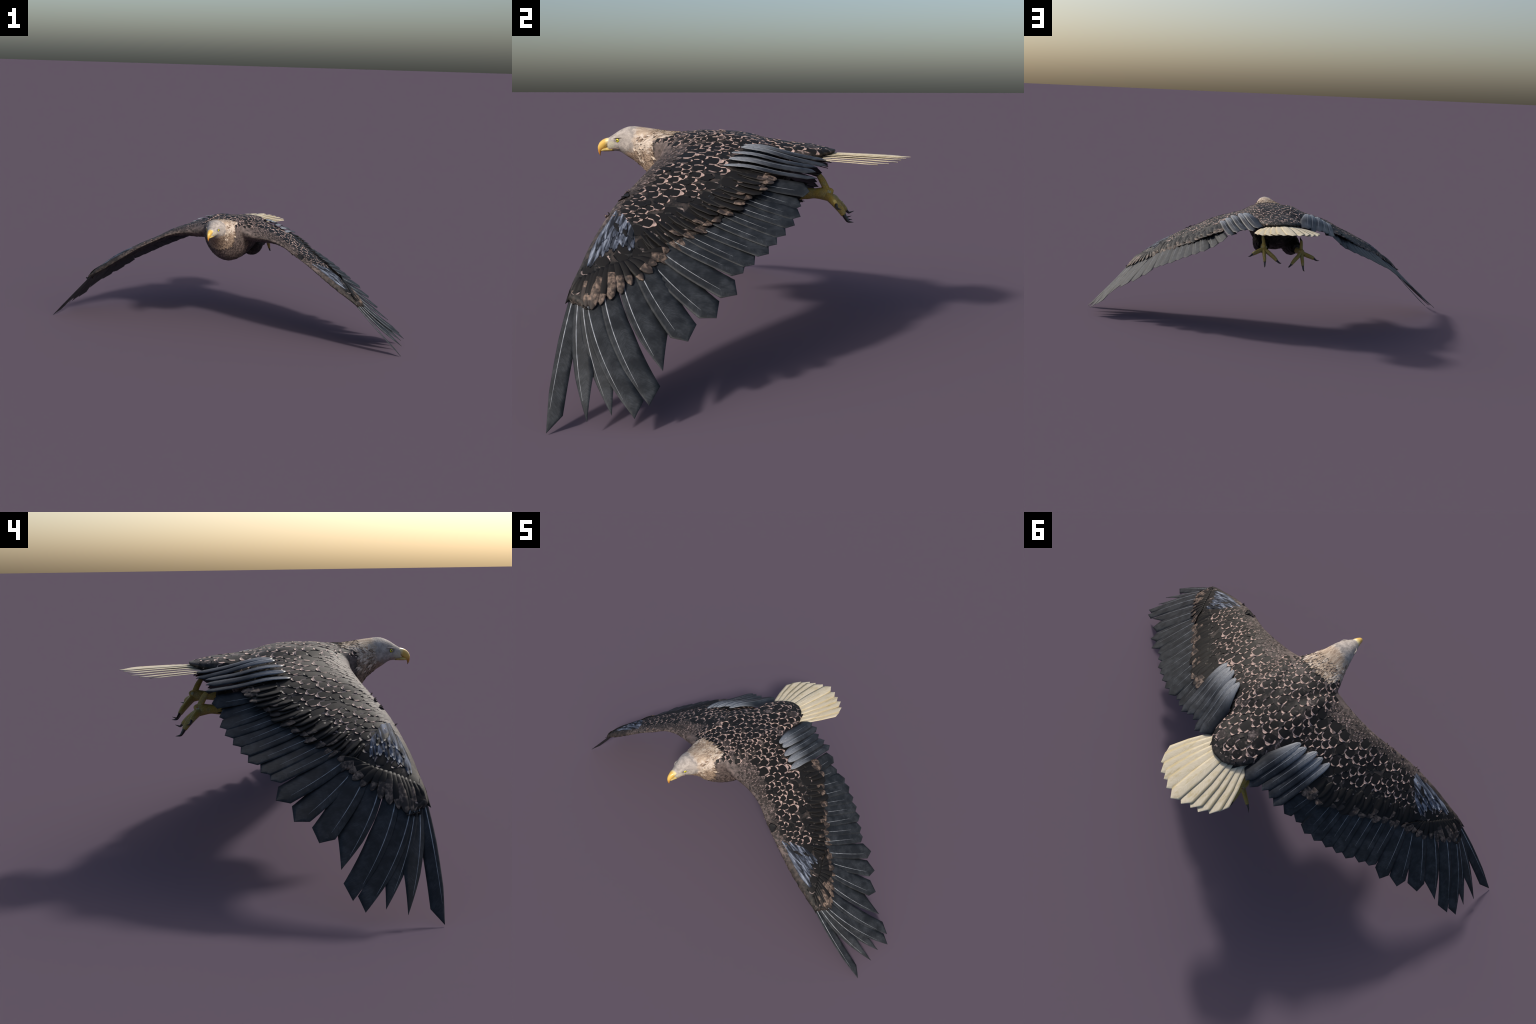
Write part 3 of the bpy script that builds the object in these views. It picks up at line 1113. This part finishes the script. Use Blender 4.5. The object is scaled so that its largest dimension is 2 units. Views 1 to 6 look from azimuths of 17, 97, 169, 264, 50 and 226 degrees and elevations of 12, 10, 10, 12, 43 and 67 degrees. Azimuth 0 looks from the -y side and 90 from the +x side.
def build_tail(root):
    mats = [M['tail'], M['tail_shaft']]
    # the tail's own root: a flat wedge under the rump
    path = [(0, 0.16, 0.548, 0.085, 0.010), (0, 0.21, 0.548, 0.080, 0.007), (0, 0.25, 0.549, 0.062, 0.004), (0, 0.285, 0.549, 0.03, 0.001)]
    v, f = rings_to_mesh(tube(path, 20, 4), True)
    tail = add_object("tail", make_mesh("tail", v, f, [M['belly']]), root)
    for i, t in enumerate(TAIL):
        T = V(t)
        R = V((0.014 * i + 0.002 * (i > 0), 0.195 - 0.004 * i, 0.558 - 0.0035 * i))
        L = (T - R).length
        wl, wt = (0.027, 0.027) if i == 0 else (0.031 if i < 5 else 0.026, 0.023)
        lead = [(0, 0.012), (0.06, 0.020), (L * 0.55, wl), (L - 0.030, wl), (L, 0.0)]
        trail = [(0, -0.012), (0.06, -0.018), (L * 0.55, -wt), (L - 0.020, -wt), (L, -0.0005)]
        me = quill_mesh("tail_feather", L, lead, trail, 0.0, arch=0.06, dip=0.008, mats=mats, shaft=(0.0, 0.9, 0.0014), wave=0.02)
        Mx = frame(R, T - R, V((1, 0, 0)), tilt=math.radians(5 if i else 0))
        add_object("tail_feather", me, tail, Mx)
        if i:
            add_object("tail_feather", me, tail, MIRROR @ Mx)
    # spiky undertail coverts
    rng = random.Random(9)
    for k in range(12):
        u = k / 11 * 2 - 1
        R = V((u * 0.060, 0.160 + 0.015 * rng.random(), 0.530 + 0.008 * rng.random()))
        T = R + V((u * 0.02, 0.060 + 0.025 * rng.random(), -0.008 - 0.008 * rng.random()))
        L = (T - R).length
        lead = [(0, 0.006), (L * 0.4, 0.010), (L, 0.0005)]
        trail = [(0, -0.006), (L * 0.4, -0.010), (L, 0.0)]
        me = quill_mesh("undertail_feather", L, lead, trail, 0, arch=0.2, mats=[M['belly'], M['shaft']], shaft=(0, 0.8, 0.0), na=5, nl=8)
        add_object("undertail_feather", me, tail, frame(R, T - R, V((1, 0, 0))))


# --------------------------------------------------------------------------- legs
FOOT_OFFSET = {1: V((0, 0, 0)), -1: V((0.001, -0.009, -0.021))}


def build_leg(side, root):
    thigh = SKIN['thigh+' if side > 0 else 'thigh-']
    off = FOOT_OFFSET[side]

    def place(rows):
        out = []
        for x, y, z, w, h in rows:
            out.append((side * (x + off.x), y + off.y, z + off.z, w, h))
        return out
    k = 0.35
    shin = place([(0.088, 0.150, 0.437, 0.016, 0.020), (0.090, 0.172, 0.440, 0.015, 0.018), (0.094, 0.205, 0.441, 0.014, 0.0155),
                  (0.098, 0.235, 0.441, 0.016, 0.020), (0.098, 0.252, 0.438, 0.013, 0.020), (0.098, 0.258, 0.436, 0.007, 0.012)])
    # the shank starts in the thigh, wherever the foot is
    x, y, z, w, h = shin[0]
    shin[0] = (x, y - off.y * 0.7, z - off.z * 0.6, w, h)
    v, f = rings_to_mesh(tube(shin, 14, 5), True)
    foot = add_object("foot", make_mesh("foot", v, f, [M['foot']]), thigh)
    toes = [
        ([(0.100, 0.246, 0.434, 0.011, 0.013), (0.100, 0.265, 0.415, 0.0095, 0.012), (0.100, 0.283, 0.395, 0.0085, 0.011), (0.100, 0.294, 0.378, 0.0065, 0.0085)],
         [(0.100, 0.293, 0.380, 0.0055, 0.0070), (0.101, 0.301, 0.366, 0.0042, 0.0055), (0.102, 0.308, 0.358, 0.0030, 0.0038), (0.104, 0.324, 0.356, 0.0004, 0.0004)]),
        ([(0.104, 0.244, 0.436, 0.011, 0.012), (0.126, 0.255, 0.428, 0.0090, 0.0115), (0.148, 0.266, 0.420, 0.0080, 0.0105), (0.161, 0.272, 0.414, 0.0065, 0.0085)],
         [(0.160, 0.272, 0.415, 0.0050, 0.0060), (0.169, 0.275, 0.408, 0.0038, 0.0048), (0.176, 0.280, 0.405, 0.0026, 0.0030), (0.187, 0.290, 0.406, 0.0004, 0.0004)]),
        ([(0.096, 0.246, 0.435, 0.011, 0.012), (0.076, 0.265, 0.420, 0.0090, 0.0115), (0.054, 0.283, 0.402, 0.0082, 0.0105), (0.038, 0.297, 0.386, 0.0062, 0.0080)],
         [(0.039, 0.297, 0.387, 0.0048, 0.0058), (0.030, 0.303, 0.379, 0.0038, 0.0046), (0.023, 0.308, 0.375, 0.0028, 0.0032), (0.019, 0.323, 0.380, 0.0004, 0.0004)]),
        ([(0.098, 0.246, 0.440, 0.012, 0.012), (0.099, 0.237, 0.462, 0.0085, 0.0105), (0.101, 0.227, 0.482, 0.0080, 0.0100), (0.102, 0.217, 0.497, 0.0068, 0.0080)],
         [(0.102, 0.218, 0.496, 0.0052, 0.0062), (0.102, 0.206, 0.500, 0.0044, 0.0055), (0.102, 0.193, 0.503, 0.0034, 0.0042), (0.102, 0.178, 0.512, 0.0005, 0.0005)])]
    rng = random.Random(2)
    for toe, claw in toes:
        v, f = rings_to_mesh(tube(place(toe), 12, 6), True)
        add_object("toe", make_mesh("toe", v, f, [M['foot']]), thigh)
        v, f = rings_to_mesh(tube(place(claw), 10, 5), True)
        add_object("claw", make_mesh("claw", v, f, [M['claw']]), thigh)
    # sole pads face the tail
    for px, pz in ((0.091, 0.447), (0.106, 0.446), (0.099, 0.432)):
        c = V((side * (px + off.x), 0.2535 + off.y - (0.003 if pz > 0.44 else -0.001), pz + off.z))
        path = [(c.x, c.y - 0.006, c.z, 0.0085, 0.008), (c.x, c.y, c.z, 0.008, 0.0075), (c.x, c.y + 0.004, c.z - 0.001, 0.004, 0.004)]
        v, f = rings_to_mesh(tube(path, 12, 3), True)
        add_object("sole_pad", make_mesh("sole_pad", v, f, [M['sole']]), thigh)
    # ragged trouser feathers round the end of the thigh
    for j in range(14):
        a = j / 14 * 6.2832 + rng.random() * 0.2
        dz = 0.006 if side > 0 else -0.004
        c = V((side * 0.088, 0.118, 0.436 + dz))
        R = c + V((side * 0.024 * math.cos(a), 0, 0.024 * math.sin(a)))
        T = c + V((side * 0.029 * math.cos(a), 0.035 + 0.025 * rng.random(), 0.027 * math.sin(a) - 0.004))
        L = (T - R).length
        lead = [(0, 0.005), (L * 0.45, 0.009), (L, 0.0005)]
        trail = [(0, -0.005), (L * 0.45, -0.009), (L, 0.0)]
        me = quill_mesh("trouser_feather", L, lead, trail, 0, arch=0.4, mats=[M['belly'], M['shaft']], shaft=(0, 0.8, 0.0), na=5, nl=8)
        add_object("trouser_feather", me, thigh, frame(R, T - R, V((-side * math.sin(a) * side, 0, math.cos(a)))))


# --------------------------------------------------------------------------- face
def build_face():
    head = SKIN['head']
    upper = [(0, -0.452, 0.5890, 0.0165, 0.0105), (0, -0.4625, 0.5862, 0.0150, 0.0118), (0, -0.4715, 0.5808, 0.0122, 0.0130),
             (0, -0.4790, 0.5742, 0.0098, 0.0128), (0, -0.4850, 0.5668, 0.0074, 0.0100), (0, -0.4880, 0.5580, 0.0050, 0.0060),
             (0, -0.4885, 0.5500, 0.0030, 0.0032), (0, -0.4868, 0.5415, 0.0006, 0.0006)]
    v, f = rings_to_mesh(tube(upper, 18, 5, V((0, -0.3, 1))), True)
    add_object("upper_beak", make_mesh("upper_beak", v, f, [M['beak']]), head)
    lower = [(0, -0.442, 0.5625, 0.0170, 0.0060), (0, -0.458, 0.5622, 0.0136, 0.0066), (0, -0.472, 0.5605, 0.0095, 0.0054),
             (0, -0.4835, 0.5585, 0.0040, 0.0026)]
    v, f = rings_to_mesh(tube(lower, 16, 4), True)
    add_object("lower_beak", make_mesh("lower_beak", v, f, [M['gape']]), head)
    for s in (1, -1):
        # pale lip running back to the corner of the mouth
        lip = [(s * 0.0155, -0.455, 0.5650, 0.0012, 0.0012), (s * 0.0190, -0.440, 0.5665, 0.0015, 0.0015), (s * 0.0232, -0.426, 0.5670, 0.0018, 0.0015), (s * 0.0262, -0.418, 0.5650, 0.0012, 0.0012)]
        v, f = rings_to_mesh(tube(lip, 8, 4), True)
        add_object("mouth_corner", make_mesh("mouth_corner", v, f, [M['hackle_dark']]), head)
        c = V((s * 0.0292, -0.419, 0.5915))
        axis = V((s * 0.92, -0.38, 0.05)).normalized()
        bm = bmesh.new()
        bmesh.ops.create_uvsphere(bm, u_segments=24, v_segments=24, radius=0.0070)
        me = bpy.data.meshes.new("eye")
        bm.to_mesh(me)
        bm.free()
        me.materials.append(M['iris'])
        me.materials.append(M['pupil'])
        q = axis.to_track_quat('Z', 'Y').to_matrix().to_4x4()
        for p in me.polygons:
            p.use_smooth = True
            if p.center.z > 0.0064 or p.center.z < 0.0042:
                p.material_index = 1
        q.translation = c
        add_object("eye", me, head, q)
        # brow ridge above the eye
        brow = [(s * 0.0240, -0.436, 0.5985, 0.0006, 0.0006), (s * 0.0318, -0.426, 0.5998, 0.0022, 0.0016), (s * 0.0362, -0.415, 0.6012, 0.0024, 0.0016), (s * 0.0385, -0.402, 0.6000, 0.0006, 0.0006)]
        v, f = rings_to_mesh(tube(brow, 10, 5), True)
        add_object("brow", make_mesh("brow", v, f, [M['head']]), head)


def main():
    build_materials()
    root = bpy.data.objects.new("flying_eagle", None)
    bpy.context.scene.collection.objects.link(root)
    root["label"] = "flying eagle with pale head, dark scaled plumage, cream tail"
    root["category"] = "bird"
    skin = build_skin()
    bvh = BVHTree.FromPolygons([v.co.copy() for v in skin.vertices], [tuple(p.vertices) for p in skin.polygons])
    split_skin(skin, root)
    plume = lay_plumage(skin, bvh, root)
    lay_hackles(skin, plume)
    build_quills()
    build_coverts(bvh)
    build_wrist(plume, bvh)
    build_tail(root)
    build_leg(1, root)
    build_leg(-1, root)
    build_face()
    bpy.data.meshes.remove(skin)


main()
